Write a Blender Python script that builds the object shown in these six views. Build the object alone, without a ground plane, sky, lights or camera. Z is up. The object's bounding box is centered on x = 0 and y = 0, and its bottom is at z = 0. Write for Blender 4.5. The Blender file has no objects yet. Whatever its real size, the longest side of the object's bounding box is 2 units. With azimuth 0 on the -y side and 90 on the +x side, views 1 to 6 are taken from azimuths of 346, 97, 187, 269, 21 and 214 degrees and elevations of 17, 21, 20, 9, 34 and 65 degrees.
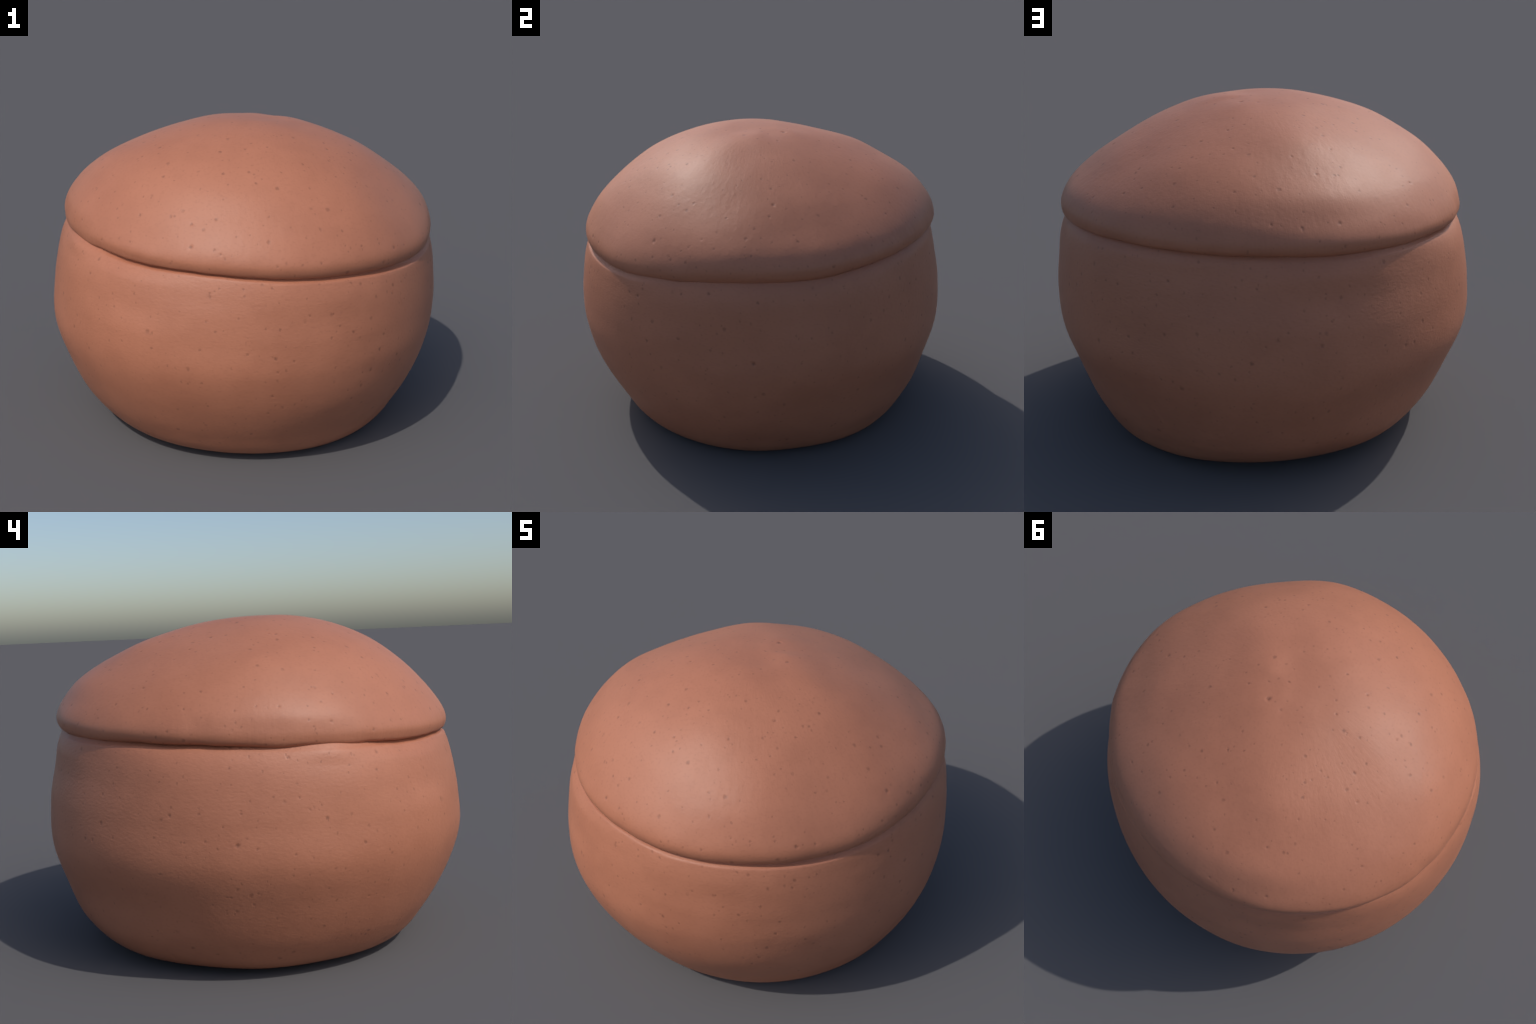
"""Lidded clay pot: a round, hand-built terracotta vessel closed by a domed lid.

Both parts are lofted through rings.  A ring starts from a profile point (radius, height)
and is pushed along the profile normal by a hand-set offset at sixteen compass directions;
Catmull-Rom curves run through the offsets, both around the pot and along the profile.
"""
import math
import random

import bpy
import numpy as np
from mathutils import Vector, noise

SEED = 7
random.seed(SEED)
AROUND = 1800                      # mesh columns round the pot

# ---------------------------------------------------------------- shape of the lid
# profile from the crown, over the dome, round the lip and back underneath
LID_PROFILE = [(0, 1.55), (0.2, 1.53), (0.38, 1.48), (0.55, 1.4), (0.7, 1.31), (0.82, 1.22), (0.9, 1.14), (0.935, 1.08), (0.937, 1.042), (0.918, 1.012), (0.85, 1.018)]
# push in millimetres at 16 directions (from +x, counter-clockwise), one line per profile point
LID_PUSH = [
    [-4, -4, -4, -4, -4, -4, -4, -5, -5, -5, -5, -5, -5, -5, -4, -4],
    [9, -6, -11, -11, -14, -13, -10, -6, 1, 9, 16, 22, 24, 23, 19, 16],
    [9, -8, -20, -23, -17, -14, -17, -12, 10, 25, 33, 41, 49, 48, 40, 33],
    [25, -3, -16, -13, -7, 2, -8, -2, 24, 44, 50, 53, 66, 64, 57, 48],
    [31, 8, -10, 2, 8, 0, -5, 6, 37, 39, 44, 48, 58, 68, 48, 46],
    [39, 10, -4, 3, 12, 5, -4, 10, 24, 21, 20, 25, 42, 59, 32, 37],
    [41, 23, 3, 2, 4, -7, -7, 2, 8, 6, -2, 11, 28, 36, 21, 26],
    [28, 25, 6, -4, -2, -4, -5, 2, -7, -6, -3, 2, 21, 25, 17, 16],
    [5, 14, -1, -7, 0, 2, 4, 7, -6, -8, -10, -8, 5, 12, 15, 9],
    [-24, -6, -14, -18, -6, 8, 10, 4, -2, -6, -16, -24, -24, -14, 1, -12],
    [-59, -47, -38, -30, -9, 13, 7, -14, 4, 1, -24, -50, -62, -50, -34, -45],
]

# ---------------------------------------------------------------- shape of the vessel
# profile from the middle of the base, up the wall, to the folded-in mouth under the lid
BODY_PROFILE = [(0, 0), (0.25, 0.003), (0.42, 0.012), (0.55, 0.05), (0.65, 0.13), (0.75, 0.25), (0.86, 0.41), (0.94, 0.56), (0.98, 0.71), (0.97, 0.84), (0.948, 0.925), (0.926, 0.985), (0.9, 1.03), (0.87, 1.065)]
BODY_PUSH = [
    [0, -1, -2, -2, -2, -3, -3, -3, -3, -3, -3, -3, -2, -2, -2, -1],
    [-7, -7, -7, -7, -6, -6, -5, -3, -2, -2, -3, -4, -5, -6, -6, -6],
    [6, 6, 6, 6, 7, 6, 5, 8, 11, 11, 9, 8, 8, 7, 6, 6],
    [60, 60, 58, 57, 58, 49, 45, 45, 50, 55, 57, 59, 60, 60, 60, 61],
    [161, 160, 170, 164, 144, 133, 131, 123, 127, 124, 130, 130, 134, 141, 146, 155],
    [153, 149, 156, 153, 159, 150, 144, 130, 130, 133, 138, 129, 125, 123, 132, 145],
    [110, 101, 99, 94, 100, 104, 90, 90, 94, 108, 118, 108, 104, 99, 98, 104],
    [57, 63, 63, 51, 53, 66, 67, 62, 61, 75, 84, 72, 60, 54, 53, 54],
    [12, 24, 21, 1, 4, 15, 15, 16, 11, 24, 40, 22, 15, 16, 9, 17],
    [18, 18, 18, -4, -13, -8, -4, 8, 1, 19, 22, 14, 10, 15, 9, 15],
    [32, 27, 23, 1, -10, -1, 0, 10, 2, 20, 23, 13, 21, 25, 18, 26],
    [36, 28, 24, 10, -4, -5, 5, 4, -4, 14, 20, 14, 26, 30, 28, 32],
    [35, 21, 13, 4, -4, -6, -1, -13, -13, 6, 15, 17, 31, 35, 36, 37],
    [32, 16, 4, 0, -3, -6, -9, -24, -19, -3, 11, 21, 34, 40, 43, 41],
]
LEAN_X, LEAN_Y = -0.012, 0.058     # the mouth and the lid sit slightly askew

# pores of the clay: compass angle (degrees), way along the profile (thousandths), radius (millimetres)
VESSEL_PORES = [
    (4.7, 748, 7.8), (94.8, 740, 7.8), (175.4, 747, 7.6), (264.9, 754, 7.2), (333.1, 777, 6.8), (329.1, 907, 6.7), (343.5, 803, 6.6),
    (196.2, 796, 6.6), (237.7, 504, 6.6), (303.4, 697, 6.5), (295.4, 734, 6.4), (352.4, 938, 6.4), (325.6, 910, 6.4), (6.0, 917, 6.3),
    (296.6, 778, 6.3), (286.0, 810, 6.2), (300.8, 915, 6.1), (120.8, 519, 6.1), (265.9, 838, 6.0), (133.6, 739, 5.9), (64.2, 728, 5.9),
    (63.0, 760, 5.8), (59.4, 868, 5.8), (198.9, 610, 5.7), (31.3, 511, 5.7), (73.4, 780, 5.7), (210.4, 899, 5.7), (174.2, 593, 5.7),
    (206.5, 773, 5.6), (205.1, 738, 5.6), (74.0, 894, 5.6), (174.7, 650, 5.6), (341.2, 608, 5.5), (159.6, 801, 5.5), (334.3, 737, 5.4),
    (5.7, 598, 5.4), (173.9, 909, 5.4), (96.1, 888, 5.4), (329.9, 885, 5.4), (5.1, 651, 5.3), (288.7, 604, 5.2), (344.1, 931, 5.2),
    (20.4, 807, 5.2), (286.7, 634, 5.1), (323.8, 860, 5.1), (290.2, 678, 5.1), (255.3, 552, 5.1), (264.0, 594, 5.0), (267.8, 611, 5.0),
    (247.8, 615, 5.0), (264.7, 649, 4.9), (300.1, 895, 4.9), (304.9, 915, 4.9), (282.0, 836, 4.9), (285.8, 945, 4.9), (233.6, 761, 4.9),
    (246.6, 685, 4.9), (279.9, 872, 4.9), (265.6, 716, 4.9), (269.6, 744, 4.9), (143.6, 750, 4.8), (148.1, 506, 4.8), (56.5, 699, 4.8),
    (245.9, 770, 4.8), (273.7, 874, 4.8), (257.8, 766, 4.8), (249.5, 827, 4.8), (247.1, 852, 4.8), (136.5, 738, 4.8), (247.6, 923, 4.7),
    (54.3, 825, 4.7), (250.0, 937, 4.7), (263.5, 943, 4.7), (256.1, 940, 4.7), (102.1, 559, 4.7), (55.4, 870, 4.7), (202.4, 556, 4.7),
    (95.6, 593, 4.7), (72.0, 682, 4.7), (207.7, 608, 4.7), (132.2, 803, 4.6), (212.6, 706, 4.6), (215.5, 849, 4.6), (127.1, 750, 4.6),
    (95.0, 647, 4.6), (81.8, 716, 4.5), (156.5, 684, 4.5), (196.4, 642, 4.5), (178.4, 611, 4.5), (200.1, 687, 4.5), (155.7, 758, 4.5),
    (90.1, 732, 4.5), (197.7, 688, 4.5), (179.7, 641, 4.4), (202.9, 912, 4.4), (79.8, 825, 4.4), (101.8, 749, 4.4), (191.6, 680, 4.4),
    (113.5, 814, 4.4), (110.6, 794, 4.4), (97.9, 773, 4.4), (195.9, 922, 4.4), (103.2, 797, 4.4), (112.4, 871, 4.4), (168.0, 754, 4.4),
    (188.3, 724, 4.4), (166.9, 808, 4.4), (187.9, 933, 4.4), (192.1, 816, 4.4), (179.8, 739, 4.4), (172.2, 782, 4.3), (190.0, 845, 4.3),
    (176.4, 810, 4.3), (184.0, 846, 4.3), (12.6, 558, 4.1), (347.8, 618, 4.1), (36.8, 753, 4.0), (326.3, 700, 4.0), (351.7, 721, 4.0),
    (300.9, 675, 3.9), (359.9, 742, 3.9), (17.9, 750, 3.9), (350.1, 855, 3.9), (315.1, 777, 3.9), (356.1, 856, 3.9), (305.9, 864, 3.7),
    (292.8, 932, 3.7), (73.2, 630, 3.5), (148.3, 668, 3.5), (216.1, 817, 3.5), (90.2, 636, 3.5), (210.3, 690, 3.4), (171.5, 586, 3.4),
    (209.9, 878, 3.4), (192.4, 619, 3.4), (114.4, 755, 3.4), (157.1, 820, 3.3), (158.0, 882, 3.3), (182.4, 662, 3.3), (85.8, 827, 3.3),
    (168.0, 722, 3.3), (83.1, 872, 3.3), (93.8, 799, 3.3), (186.8, 898, 3.3),
]
LID_PORES = [
    (57.0, 128, 8.9), (170.8, 236, 7.6), (332.4, 790, 7.5), (323.9, 437, 7.5), (301.5, 862, 7.2), (241.5, 832, 7.1), (242.4, 429, 6.8),
    (50.8, 654, 6.7), (209.3, 466, 6.6), (339.7, 652, 6.6), (117.3, 831, 6.5), (11.6, 609, 6.5), (192.6, 469, 6.5), (193.7, 419, 6.5),
    (70.0, 550, 6.4), (345.1, 850, 6.4), (67.7, 452, 6.4), (27.1, 891, 6.4), (4.7, 720, 6.4), (18.0, 782, 6.3), (168.0, 384, 6.3),
    (223.9, 591, 6.3), (159.2, 390, 6.3), (94.9, 636, 6.3), (327.6, 871, 6.3), (129.4, 374, 6.2), (127.9, 431, 6.2), (222.7, 754, 6.2),
    (315.8, 473, 6.2), (246.9, 540, 6.2), (301.0, 426, 6.2), (259.6, 577, 6.1), (240.4, 753, 6.0), (212.1, 885, 5.7), (304.1, 390, 5.6),
    (200.0, 853, 5.5), (73.1, 774, 5.5), (158.9, 896, 5.5), (266.6, 394, 5.5), (53.6, 751, 5.5), (117.5, 909, 5.4), (107.3, 841, 5.4),
    (50.4, 633, 5.3), (59.1, 716, 5.3), (11.4, 524, 5.3), (300.3, 160, 5.3), (2.6, 188, 5.2), (236.2, 189, 5.2), (166.2, 748, 5.2),
    (151.8, 821, 5.2), (28.4, 198, 5.2), (213.0, 253, 5.2), (340.2, 848, 5.2), (21.1, 686, 5.2), (201.7, 331, 5.2), (21.8, 120, 5.2),
    (355.0, 673, 5.2), (5.4, 48, 5.2), (190.4, 411, 5.2), (9.8, 664, 5.2), (184.0, 478, 5.2), (218.7, 71, 5.1), (345.2, 797, 5.1),
    (140.2, 807, 5.1), (196.4, 145, 5.1), (147.2, 731, 5.1), (254.9, 407, 5.1), (89.6, 708, 5.1), (178.5, 173, 5.1), (88.6, 119, 5.1),
    (74.1, 280, 5.1), (353.3, 800, 5.1), (77.2, 368, 5.1), (333.8, 847, 5.1), (280.4, 496, 5.1), (157.5, 509, 5.1), (279.1, 314, 5.1),
    (335.1, 630, 5.0), (85.5, 331, 5.0), (153.6, 489, 5.0), (4.3, 825, 5.0), (220.7, 688, 5.0), (122.5, 643, 5.0), (143.3, 367, 5.0),
    (140.2, 338, 5.0), (114.9, 630, 5.0), (296.0, 836, 5.0), (269.8, 529, 5.0), (257.0, 527, 4.9), (313.1, 464, 4.9), (222.8, 853, 4.9),
    (321.0, 868, 4.9), (289.4, 834, 4.9), (308.4, 502, 4.9), (284.4, 779, 4.9), (234.4, 734, 4.9), (284.5, 826, 4.8), (284.7, 845, 4.8),
    (296.8, 559, 4.8), (309.7, 704, 4.8), (306.8, 864, 4.8), (291.7, 570, 4.8), (300.0, 607, 4.8), (297.7, 623, 4.8), (205.8, 533, 4.8),
    (276.6, 871, 4.8), (248.2, 834, 4.7), (249.9, 846, 4.7), (264.8, 876, 4.7), (126.0, 513, 4.7), (85.1, 488, 4.6), (108.5, 541, 4.6),
    (202.7, 753, 4.5), (197.2, 728, 4.5), (152.4, 902, 4.5), (162.3, 817, 4.4), (194.4, 801, 4.4), (195.3, 870, 4.4), (194.1, 848, 4.4),
    (186.8, 804, 4.4), (167.4, 846, 4.4), (75.7, 851, 4.4), (175.6, 821, 4.4), (187.3, 913, 4.4), (177.2, 874, 4.3), (107.9, 783, 4.3),
    (111.1, 889, 4.3), (99.5, 827, 4.3), (29.0, 511, 4.0), (14.3, 359, 4.0), (32.9, 402, 4.0), (226.9, 459, 3.9), (348.9, 766, 3.8),
    (316.2, 349, 3.8), (334.7, 735, 3.8), (317.1, 375, 3.8), (88.7, 284, 3.8), (128.2, 192, 3.8), (141.4, 533, 3.8), (137.7, 520, 3.7),
    (229.3, 600, 3.7), (133.6, 367, 3.7), (118.5, 365, 3.7), (286.7, 707, 3.7), (288.8, 447, 3.7), (297.0, 471, 3.7), (317.8, 757, 3.7),
    (295.8, 761, 3.6), (65.1, 827, 3.4), (95.5, 719, 3.3), (179.8, 848, 3.3),
]


def catmull(t, n, closed):
    """Weights of n control values at the parameters t."""
    i = np.floor(t).astype(int)
    if not closed:
        i = np.clip(i, 0, n - 2)
    f = t - i
    w = np.zeros((len(t), n))
    rows = np.arange(len(t))
    parts = (-.5 * f + f ** 2 - .5 * f ** 3, 1 - 2.5 * f ** 2 + 1.5 * f ** 3,
             .5 * f + 2 * f ** 2 - 1.5 * f ** 3, -.5 * f ** 2 + .5 * f ** 3)
    for step, part in zip((-1, 0, 1, 2), parts):
        j = i + step
        if closed:
            np.add.at(w, (rows, j % n), part)
            continue
        inside = (j >= 0) & (j < n)
        np.add.at(w, (rows[inside], j[inside]), part[inside])
        for out, a, b in ((j < 0, 0, 1), (j > n - 1, n - 1, n - 2)):
            np.add.at(w, (rows[out], np.full(out.sum(), a)), 2 * part[out])
            np.add.at(w, (rows[out], np.full(out.sum(), b)), -part[out])
    return w


def loft(profile, push, rows):
    """Points of the lofted surface, an array rows x AROUND x 3 (rows: a count, or places 0 to 1)."""
    if isinstance(rows, int):
        rows = np.linspace(0, 1, rows)
    p = np.array(profile, float)
    d = np.array(push, float) / 1000
    k = len(p)
    tan = np.gradient(p, axis=0)
    tan /= np.linalg.norm(tan, axis=1)[:, None]
    nor = np.stack([tan[:, 1], -tan[:, 0]], 1)
    if p[0, 1] > p[-1, 1]:
        nor = -nor
    nor[0] = (0, np.sign(nor[0, 1]))
    # parameters spread evenly over the length of the profile
    fine = np.linspace(0, k - 1, 4000)
    line = catmull(fine, k, False) @ p
    length = np.concatenate([[0], np.cumsum(np.linalg.norm(np.diff(line, axis=0), axis=1))])
    t = np.interp(rows * length[-1], length, fine)
    w = catmull(t, k, False)
    angle = np.arange(AROUND) * math.tau / AROUND
    c = catmull(np.arange(AROUND) * d.shape[1] / AROUND, d.shape[1], True)
    base_r, base_z = w @ p[:, 0], w @ p[:, 1]
    dr = (w * nor[:, 0]) @ d @ c.T
    dz = (w * nor[:, 1]) @ d @ c.T
    x0, y0 = base_r[:, None] * np.cos(angle), base_r[:, None] * np.sin(angle)
    f = np.clip((base_z - .5) / .45, 0, 1)
    f = (f * f * (3 - 2 * f))[:, None]
    z = base_z[:, None] + f * (LEAN_Y * y0 + LEAN_X * x0) + dz
    r = base_r[:, None] + dr
    return np.stack([r * np.cos(angle), r * np.sin(angle), z], -1)


def surface_normals(g):
    du = np.roll(g, -1, 1) - np.roll(g, 1, 1)
    dv = np.gradient(g, axis=0)
    n = np.cross(du, dv)
    n /= np.maximum(np.linalg.norm(n, axis=2), 1e-9)[..., None]
    return n


def round_crown(g):
    """Replace the middle of the lid by a smooth saddle-like cap, so that no pinch shows at the pole."""
    r = np.hypot(g[..., 0], g[..., 1])
    edge = int(np.argmax(r.mean(1) > .17))
    angle = np.arange(AROUND) * math.tau / AROUND
    rim, size = g[edge, :, 2], r[edge]
    tip = g[0, 0, 2]
    slope = 2 / AROUND * (rim @ np.cos(angle)) * np.cos(angle) + 2 / AROUND * (rim @ np.sin(angle)) * np.sin(angle)
    t = r / size
    cap = tip + t * slope + t ** 2 * (rim - slope - tip)
    keep = step(t, .45, 1.0)
    g[..., 2] = np.where(t < 1, keep * g[..., 2] + (1 - keep) * cap, g[..., 2])


def soften_lip(g, first, sigma):
    """Run a finger along the lip: smooth the profile from the row `first` on."""
    reach = int(3 * sigma)
    w = np.exp(-np.arange(-reach, reach + 1) ** 2 / (2 * sigma ** 2))
    w /= w.sum()
    padded = np.concatenate([g, 2 * g[-1] - g[-2:-2 - reach:-1]])
    out = g.copy()
    for i in range(first, len(g)):
        out[i] = np.tensordot(w, padded[i - reach:i + reach + 1], 1)
    blend = step(np.arange(len(g)), first, first + 20)[:, None, None]
    g[:] = g * (1 - blend) + out * blend


def set_foot(g):
    """Firmer, slightly raised foot on the far side, where the pot was tilted while soft."""
    angle = np.arange(AROUND) * math.tau / AROUND
    d = (angle - math.radians(95) + math.pi) % math.tau - math.pi
    side = np.exp(-d ** 2 / .62 ** 2 / 2)
    r, z = np.hypot(g[..., 0], g[..., 1]), g[..., 2].copy()
    g[..., 2] += .008 * side * step(r, .2, .5) * (1 - step(z, .03, .2))
    push = .004 * side * step(z, .01, .04) * (1 - step(z, .06, .14))
    g[..., 0] += push * np.cos(angle)
    g[..., 1] += push * np.sin(angle)


def waves(g, scale, count, seed):
    """Smooth lumpy field: a sum of randomly aimed sine waves (cheap on a million points)."""
    rng = np.random.default_rng(seed)
    h = np.zeros(g.shape[:2])
    for _ in range(count):
        k = rng.normal(size=3) * scale
        h += np.sin(g @ k + rng.uniform(0, math.tau))
    return h / math.sqrt(count)


def place_pores(g, pores, rows):
    """Turn (angle, way along the profile, radius) into points on the lofted surface."""
    found = []
    for angle, along, radius in pores:
        c = round(angle / 360 * AROUND) % AROUND
        x, y, z = g[int(np.argmin(np.abs(rows - along / 1000))), c]
        found.append((float(x), float(y), float(z), radius / 1000))
    return found


def sink(g, n, pits):
    """Press the pores into the surface as small oval, round-bottomed holes."""
    rng = np.random.default_rng(SEED)
    for x, y, z, radius in pits:
        span = 3.2 * radius
        near = (np.abs(g[..., 0] - x) < span) & (np.abs(g[..., 1] - y) < span) & (np.abs(g[..., 2] - z) < span)
        d = g[near] - (x, y, z)
        long_way = rng.normal(size=3)
        long_way /= np.linalg.norm(long_way)
        d2 = (d ** 2).sum(1) - .45 * (d @ long_way) ** 2
        deep = radius * rng.choice((.08, .18, .26, .38))      # some are mere specks
        g[near] -= n[near] * (deep * np.exp(-d2 / (.85 * radius) ** 2 / 2) - .12 * deep * np.exp(-d2 / (1.6 * radius) ** 2 / 2))[:, None]


def step(x, a, b):
    f = np.clip((x - a) / (b - a), 0, 1)
    return f * f * (3 - 2 * f)


def ragged_edge(name, g, n, rows, seed, lip):
    """Make lip and mouth waver, so that the seam is a hand-torn crack of uneven width."""
    angle = np.arange(AROUND) * math.tau / AROUND
    rng = np.random.default_rng(seed + 50)
    waver = sum(np.sin(k * angle + rng.uniform(0, math.tau)) / k ** .6 for k in (7, 11, 16, 23, 31, 44)) * .0026

    def at(degrees, width):
        d = (angle - math.radians(degrees) + math.pi) % math.tau - math.pi
        return np.exp(-d ** 2 / width ** 2 / 2)

    if name == "lid":
        drop = waver - .005 * at(185, .06) + .004 * at(211, .03) + .003 * at(318, .04)
        g[..., 2] += step(rows, .88, .955)[:, None] * drop
        bulge = .5 * np.roll(waver, AROUND // 5) + .0015 * waves(g, 15, 12, seed + 9)
        g += n * ((step(rows, .80, .90) * (1 - step(rows, .95, .99)))[:, None] * bulge)[..., None]
    else:
        # the wall leans in a little more or less, so the crack opens and closes
        gape = .016 * np.clip(at(228, .2) + at(262, .4) + at(298, .33), 0, 1) + .006 * at(140, .5) - .6 * waver
        # left of the front the wall swells out to touch the lip, then drops back
        shift = .011 * at(223, .17) - .010 * at(199, .10)
        g -= n * (step(g[..., 2], lip - .075, lip - .012) * (rows > .5)[:, None] * shift)[..., None]
        near = step(g[..., 2], lip - .017, lip - .001)        # only a finger's breadth under the lip
        g -= n * (near * (rows > .5)[:, None] * gape)[..., None]


def make_part(name, g, material, parent, flip):
    rings = g.shape[0]
    verts = np.concatenate([g[0].mean(0)[None], g[1:].reshape(-1, 3)])
    col = np.arange(AROUND)
    nxt = (col + 1) % AROUND
    first = np.stack([np.zeros(AROUND, int), 1 + col, 1 + nxt], 1)
    row = 1 + np.arange(rings - 2)[:, None] * AROUND
    quads = np.stack([row + col, row + AROUND + col, row + AROUND + nxt, row + nxt], -1).reshape(-1, 4)
    if flip:
        first, quads = first[:, ::-1], quads[:, ::-1]
    loops = np.concatenate([first.ravel(), quads.ravel()]).astype(np.int32)
    starts = np.concatenate([np.arange(AROUND) * 3, AROUND * 3 + np.arange(len(quads)) * 4]).astype(np.int32)
    me = bpy.data.meshes.new(name)
    me.vertices.add(len(verts))
    me.vertices.foreach_set("co", verts.astype(np.float32).ravel())
    me.loops.add(len(loops))
    me.loops.foreach_set("vertex_index", loops)
    me.polygons.add(len(starts))
    me.polygons.foreach_set("loop_start", starts)
    me.update(calc_edges=True)
    me.validate()
    me.polygons.foreach_set("use_smooth", np.ones(len(me.polygons), bool))
    me.materials.append(material)
    o = bpy.data.objects.new(name, me)
    bpy.context.scene.collection.objects.link(o)
    o.parent = parent
    return o


# ---------------------------------------------------------------- material
def clay(name, pits, offset, radial_drag):
    mat = bpy.data.materials.new(name)
    mat.use_nodes = True
    nt = mat.node_tree
    nt.nodes.clear()
    N, L = nt.nodes.new, nt.links.new

    def put(sock, v):
        if isinstance(v, bpy.types.NodeSocket):
            L(v, sock)
        else:
            sock.default_value = v

    def math_(op, a, b=0.0, c=None):
        n = N("ShaderNodeMath"); n.operation = op
        put(n.inputs[0], a); put(n.inputs[1], b)
        if c is not None:
            put(n.inputs[2], c)
        return n.outputs[0]

    def remap(v, a, b, lo=0.0, hi=1.0):
        n = N("ShaderNodeMapRange"); n.interpolation_type = "SMOOTHSTEP"
        put(n.inputs["Value"], v)
        for k, x in zip(("From Min", "From Max", "To Min", "To Max"), (a, b, lo, hi)):
            n.inputs[k].default_value = x
        return n.outputs[0]

    def mapped(scale, move=(0, 0, 0), turn=(0, 0, 0)):
        n = N("ShaderNodeMapping")
        L(coord, n.inputs["Vector"])
        n.inputs["Scale"].default_value = scale
        n.inputs["Location"].default_value = [a + offset for a in move]
        n.inputs["Rotation"].default_value = turn
        return n.outputs[0]

    def fbm(vec, scale, detail=3.0, rough=.55):
        n = N("ShaderNodeTexNoise")
        L(vec, n.inputs["Vector"])
        n.inputs["Scale"].default_value = scale
        n.inputs["Detail"].default_value = detail
        n.inputs["Roughness"].default_value = rough
        return n.outputs["Fac"]

    def mix(fac, a, b, blend="MIX"):
        n = N("ShaderNodeMix"); n.data_type = "RGBA"; n.blend_type = blend
        put(n.inputs[0], fac)
        for i, v in ((6, a), (7, b)):
            if isinstance(v, tuple):
                n.inputs[i].default_value = (*v, 1)
            else:
                L(v, n.inputs[i])
        return n.outputs[2]

    coord = N("ShaderNodeTexCoord").outputs["Object"]

    def pores(scale, share, radius, move, turn, stretch):
        """Scattered specks: some cells of a Voronoi grid hold one pore of random size."""
        v = N("ShaderNodeTexVoronoi")
        warp = N("ShaderNodeTexNoise"); warp.inputs["Scale"].default_value = 60
        L(coord, warp.inputs["Vector"])
        add = N("ShaderNodeVectorMath"); add.operation = "MULTIPLY_ADD"
        L(warp.outputs["Color"], add.inputs[0])
        add.inputs[1].default_value = (.012, .012, .012)
        L(mapped(stretch, move, turn), add.inputs[2])
        L(add.outputs[0], v.inputs["Vector"])
        v.inputs["Scale"].default_value = scale
        rnd = N("ShaderNodeSeparateColor"); L(v.outputs["Color"], rnd.inputs[0])
        size = math_("MULTIPLY", remap(rnd.outputs[0], 1 - share, 1, .0, 1), radius)
        inside = math_("SUBTRACT", size, v.outputs["Distance"])
        n = N("ShaderNodeMapRange"); n.interpolation_type = "SMOOTHSTEP"
        L(inside, n.inputs["Value"])
        n.inputs["From Min"].default_value = -.10
        n.inputs["From Max"].default_value = radius * .7
        strength = math_("GREATER_THAN", rnd.outputs[0], 1 - share)
        return math_("MULTIPLY", n.outputs[0], strength)

    many = pores(34, .6, .17, (.3, .1, .7), (0, 0, 0), (1, 1, .8))
    few = pores(17, .5, .13, (1.3, 2.1, .4), (.4, .3, .2), (1, 1, .85))

    # the marked big pores, one distance test each
    wobble = N("ShaderNodeTexNoise"); wobble.inputs["Scale"].default_value = 90
    L(coord, wobble.inputs["Vector"])
    shaken = N("ShaderNodeVectorMath"); shaken.operation = "MULTIPLY_ADD"
    L(wobble.outputs["Color"], shaken.inputs[0])
    shaken.inputs[1].default_value = (.013, .013, .013)
    back = N("ShaderNodeVectorMath"); back.operation = "SUBTRACT"
    L(coord, back.inputs[0]); back.inputs[1].default_value = (.0065, .0065, .0065)
    L(back.outputs[0], shaken.inputs[2])
    marked = None
    for x, y, z, radius in pits:
        d = N("ShaderNodeVectorMath"); d.operation = "DISTANCE"
        L(shaken.outputs[0], d.inputs[0]); d.inputs[1].default_value = (x, y, z)
        m = remap(d.outputs["Value"], radius * .25, radius * 1.7, min(1.0, .35 + radius * 80), 0.0)
        marked = m if marked is None else math_("MAXIMUM", marked, m)
    dark = math_("MAXIMUM", math_("MULTIPLY", many, .55), math_("MULTIPLY", few, .7))
    if marked is not None:
        dark = math_("MAXIMUM", dark, marked)

    # colour: warm terracotta with faint blotches and grain
    blotch = fbm(mapped((1, 1, 1.3), (2, 5, 1)), 3.2, 3)
    cloud = fbm(mapped((1, 1, 1), (7, 1, 4)), 11, 3)
    grain = fbm(mapped((1, 1, 1.6), (1, 3, 2)), 70, 3)
    tone = mix(remap(blotch, .35, .66), (.438, .167, .093), (.405, .152, .084))
    tone = mix(remap(cloud, .4, .75, 0, .35), tone, (.455, .177, .099))
    tone = mix(remap(grain, .48, .75, 0, .4), tone, (.355, .127, .07))
    colour = mix(math_("MULTIPLY", dark, .62), tone, (.13, .042, .024))

    # relief: pores, brushed streaks and thumb-smoothed unevenness
    streak = fbm(mapped((1, 1, 1.9), (3, 2, 8), (.5, .3, 0)), 52, 3, .5)
    soft = fbm(mapped((1, 1, 1.2), (4, 4, 1)), 9, 2)
    if radial_drag:                  # strokes running down from the crown of the lid
        flat = N("ShaderNodeVectorMath"); flat.operation = "MULTIPLY"
        L(coord, flat.inputs[0]); flat.inputs[1].default_value = (1, 1, 0)
        ray = N("ShaderNodeVectorMath"); ray.operation = "NORMALIZE"
        L(flat.outputs[0], ray.inputs[0])
        far = N("ShaderNodeVectorMath"); far.operation = "LENGTH"
        L(flat.outputs[0], far.inputs[0])
        both = N("ShaderNodeSeparateXYZ"); L(ray.outputs[0], both.inputs[0])
        lane = N("ShaderNodeCombineXYZ")
        L(both.outputs[0], lane.inputs[0]); L(both.outputs[1], lane.inputs[1])
        L(math_("MULTIPLY", far.outputs["Value"], .75), lane.inputs[2])
        drag = math_("MULTIPLY", fbm(lane.outputs[0], 30, 3, .55), remap(far.outputs["Value"], .12, .45))
        streak = math_("ADD", math_("MULTIPLY", streak, .45), math_("MULTIPLY", drag, 1.15))
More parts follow.
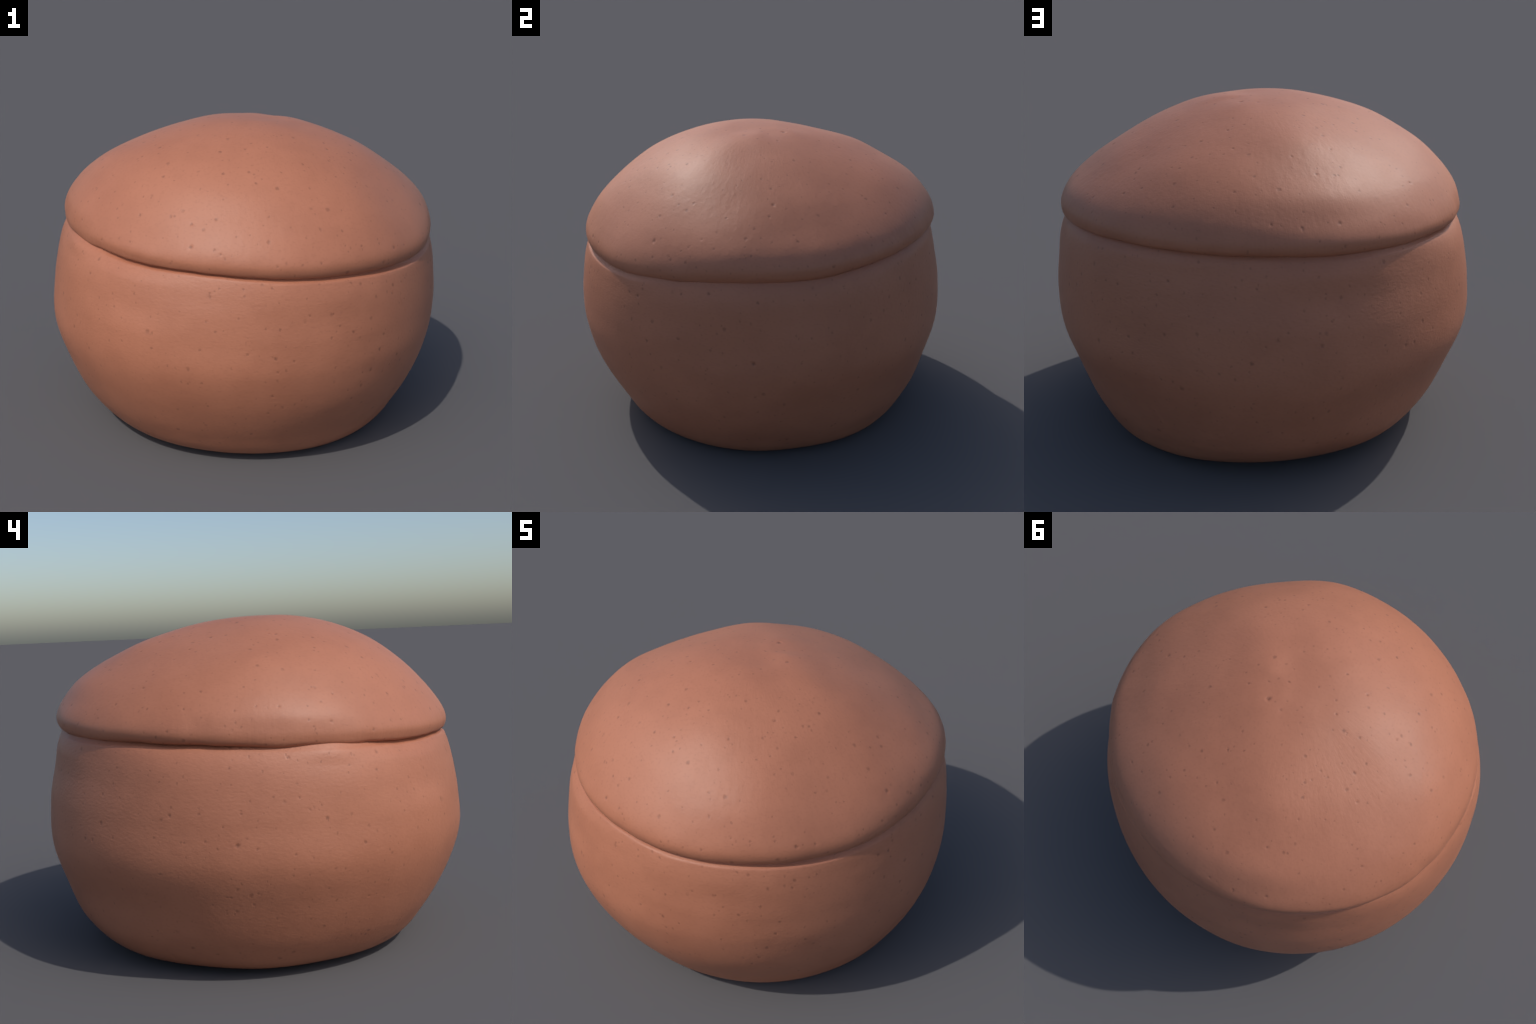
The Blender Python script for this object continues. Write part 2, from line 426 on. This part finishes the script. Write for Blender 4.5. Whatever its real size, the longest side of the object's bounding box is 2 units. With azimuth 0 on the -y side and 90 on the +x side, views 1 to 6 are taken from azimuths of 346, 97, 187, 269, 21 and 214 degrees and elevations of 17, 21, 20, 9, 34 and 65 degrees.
    lumpy = math_("MULTIPLY", fbm(mapped((1, 1, 1.4), (2, 9, 5)), 30, 2, .5), remap(blotch, .42, .62))
    streak = math_("ADD", streak, math_("MULTIPLY", lumpy, .8))
    height = math_("ADD", math_("MULTIPLY", streak, .0026), math_("MULTIPLY", soft, .0008))
    height = math_("ADD", height, math_("MULTIPLY", grain, .0007))
    fine = math_("MULTIPLY", math_("MAXIMUM", math_("MULTIPLY", many, .6), few), -.0022)
    bump = N("ShaderNodeBump")
    bump.inputs["Strength"].default_value = .4
    bump.inputs["Distance"].default_value = 1.0
    L(math_("ADD", height, fine), bump.inputs["Height"])

    b = N("ShaderNodeBsdfPrincipled")
    L(colour, b.inputs["Base Color"])
    L(remap(cloud, .3, .7, .53, .55), b.inputs["Roughness"])
    b.inputs["Specular IOR Level"].default_value = .5
    L(bump.outputs[0], b.inputs["Normal"])
    out = N("ShaderNodeOutputMaterial")
    L(b.outputs[0], out.inputs["Surface"])
    return mat


# ---------------------------------------------------------------- build
pot = bpy.data.objects.new("lidded_pot", None)
bpy.context.scene.collection.objects.link(pot)
pot["label"] = "round terracotta clay pot with domed lid, smooth and pitted"
pot["category"] = "clay pot"

lip = None
for name, profile, push, dense, pores, flip, offset, seed in (
        ("lid", LID_PROFILE, LID_PUSH, ((0, 0), (.93, 330), (1, 345)), LID_PORES, False, 3.7, 11),
        ("vessel", BODY_PROFILE, BODY_PUSH, ((0, 0), (.22, 50), (.94, 410), (1, 425)), VESSEL_PORES, True, 0.0, 3)):
    # rows stand closer together where the surface shows
    rows = np.interp(np.arange(dense[-1][1] + 1), [b for a, b in dense], [a for a, b in dense])
    g = loft(profile, push, rows)
    if name == "lid":
        round_crown(g)
        soften_lip(g, 255, 3.3)
        g[..., 2] -= .0055 * step(rows, .88, .955)[:, None]
    else:
        set_foot(g)
    n = surface_normals(g)
    if n[len(n) // 2, 0] @ (1, 0, 0) < 0:
        n = -n
    low = np.clip(g[..., 2] / .06, 0, 1)            # leave the standing face flat
    pits = place_pores(g, pores, rows)
    uneven = .0007 * waves(g, 7, 14, seed) + .0002 * waves(g, 22, 18, seed + 1)
    if name == "lid":                               # thumb dent beside the crown
        uneven -= .0055 * np.exp(-((g - (.072, -.073, 1.545)) ** 2).sum(2) / .075 ** 2 / 2)
    g += n * (uneven * low)[..., None]
    ragged_edge(name, g, n, rows, seed, lip)
    if name == "lid":
        lip = g[..., 2].min(0)                      # lower edge of the lid, all round
    g[..., 2] = np.maximum(g[..., 2], 0)
    sink(g, n, pits)
    make_part(name, g, clay("clay_" + name, pits, offset, name == "lid"), pot, flip)
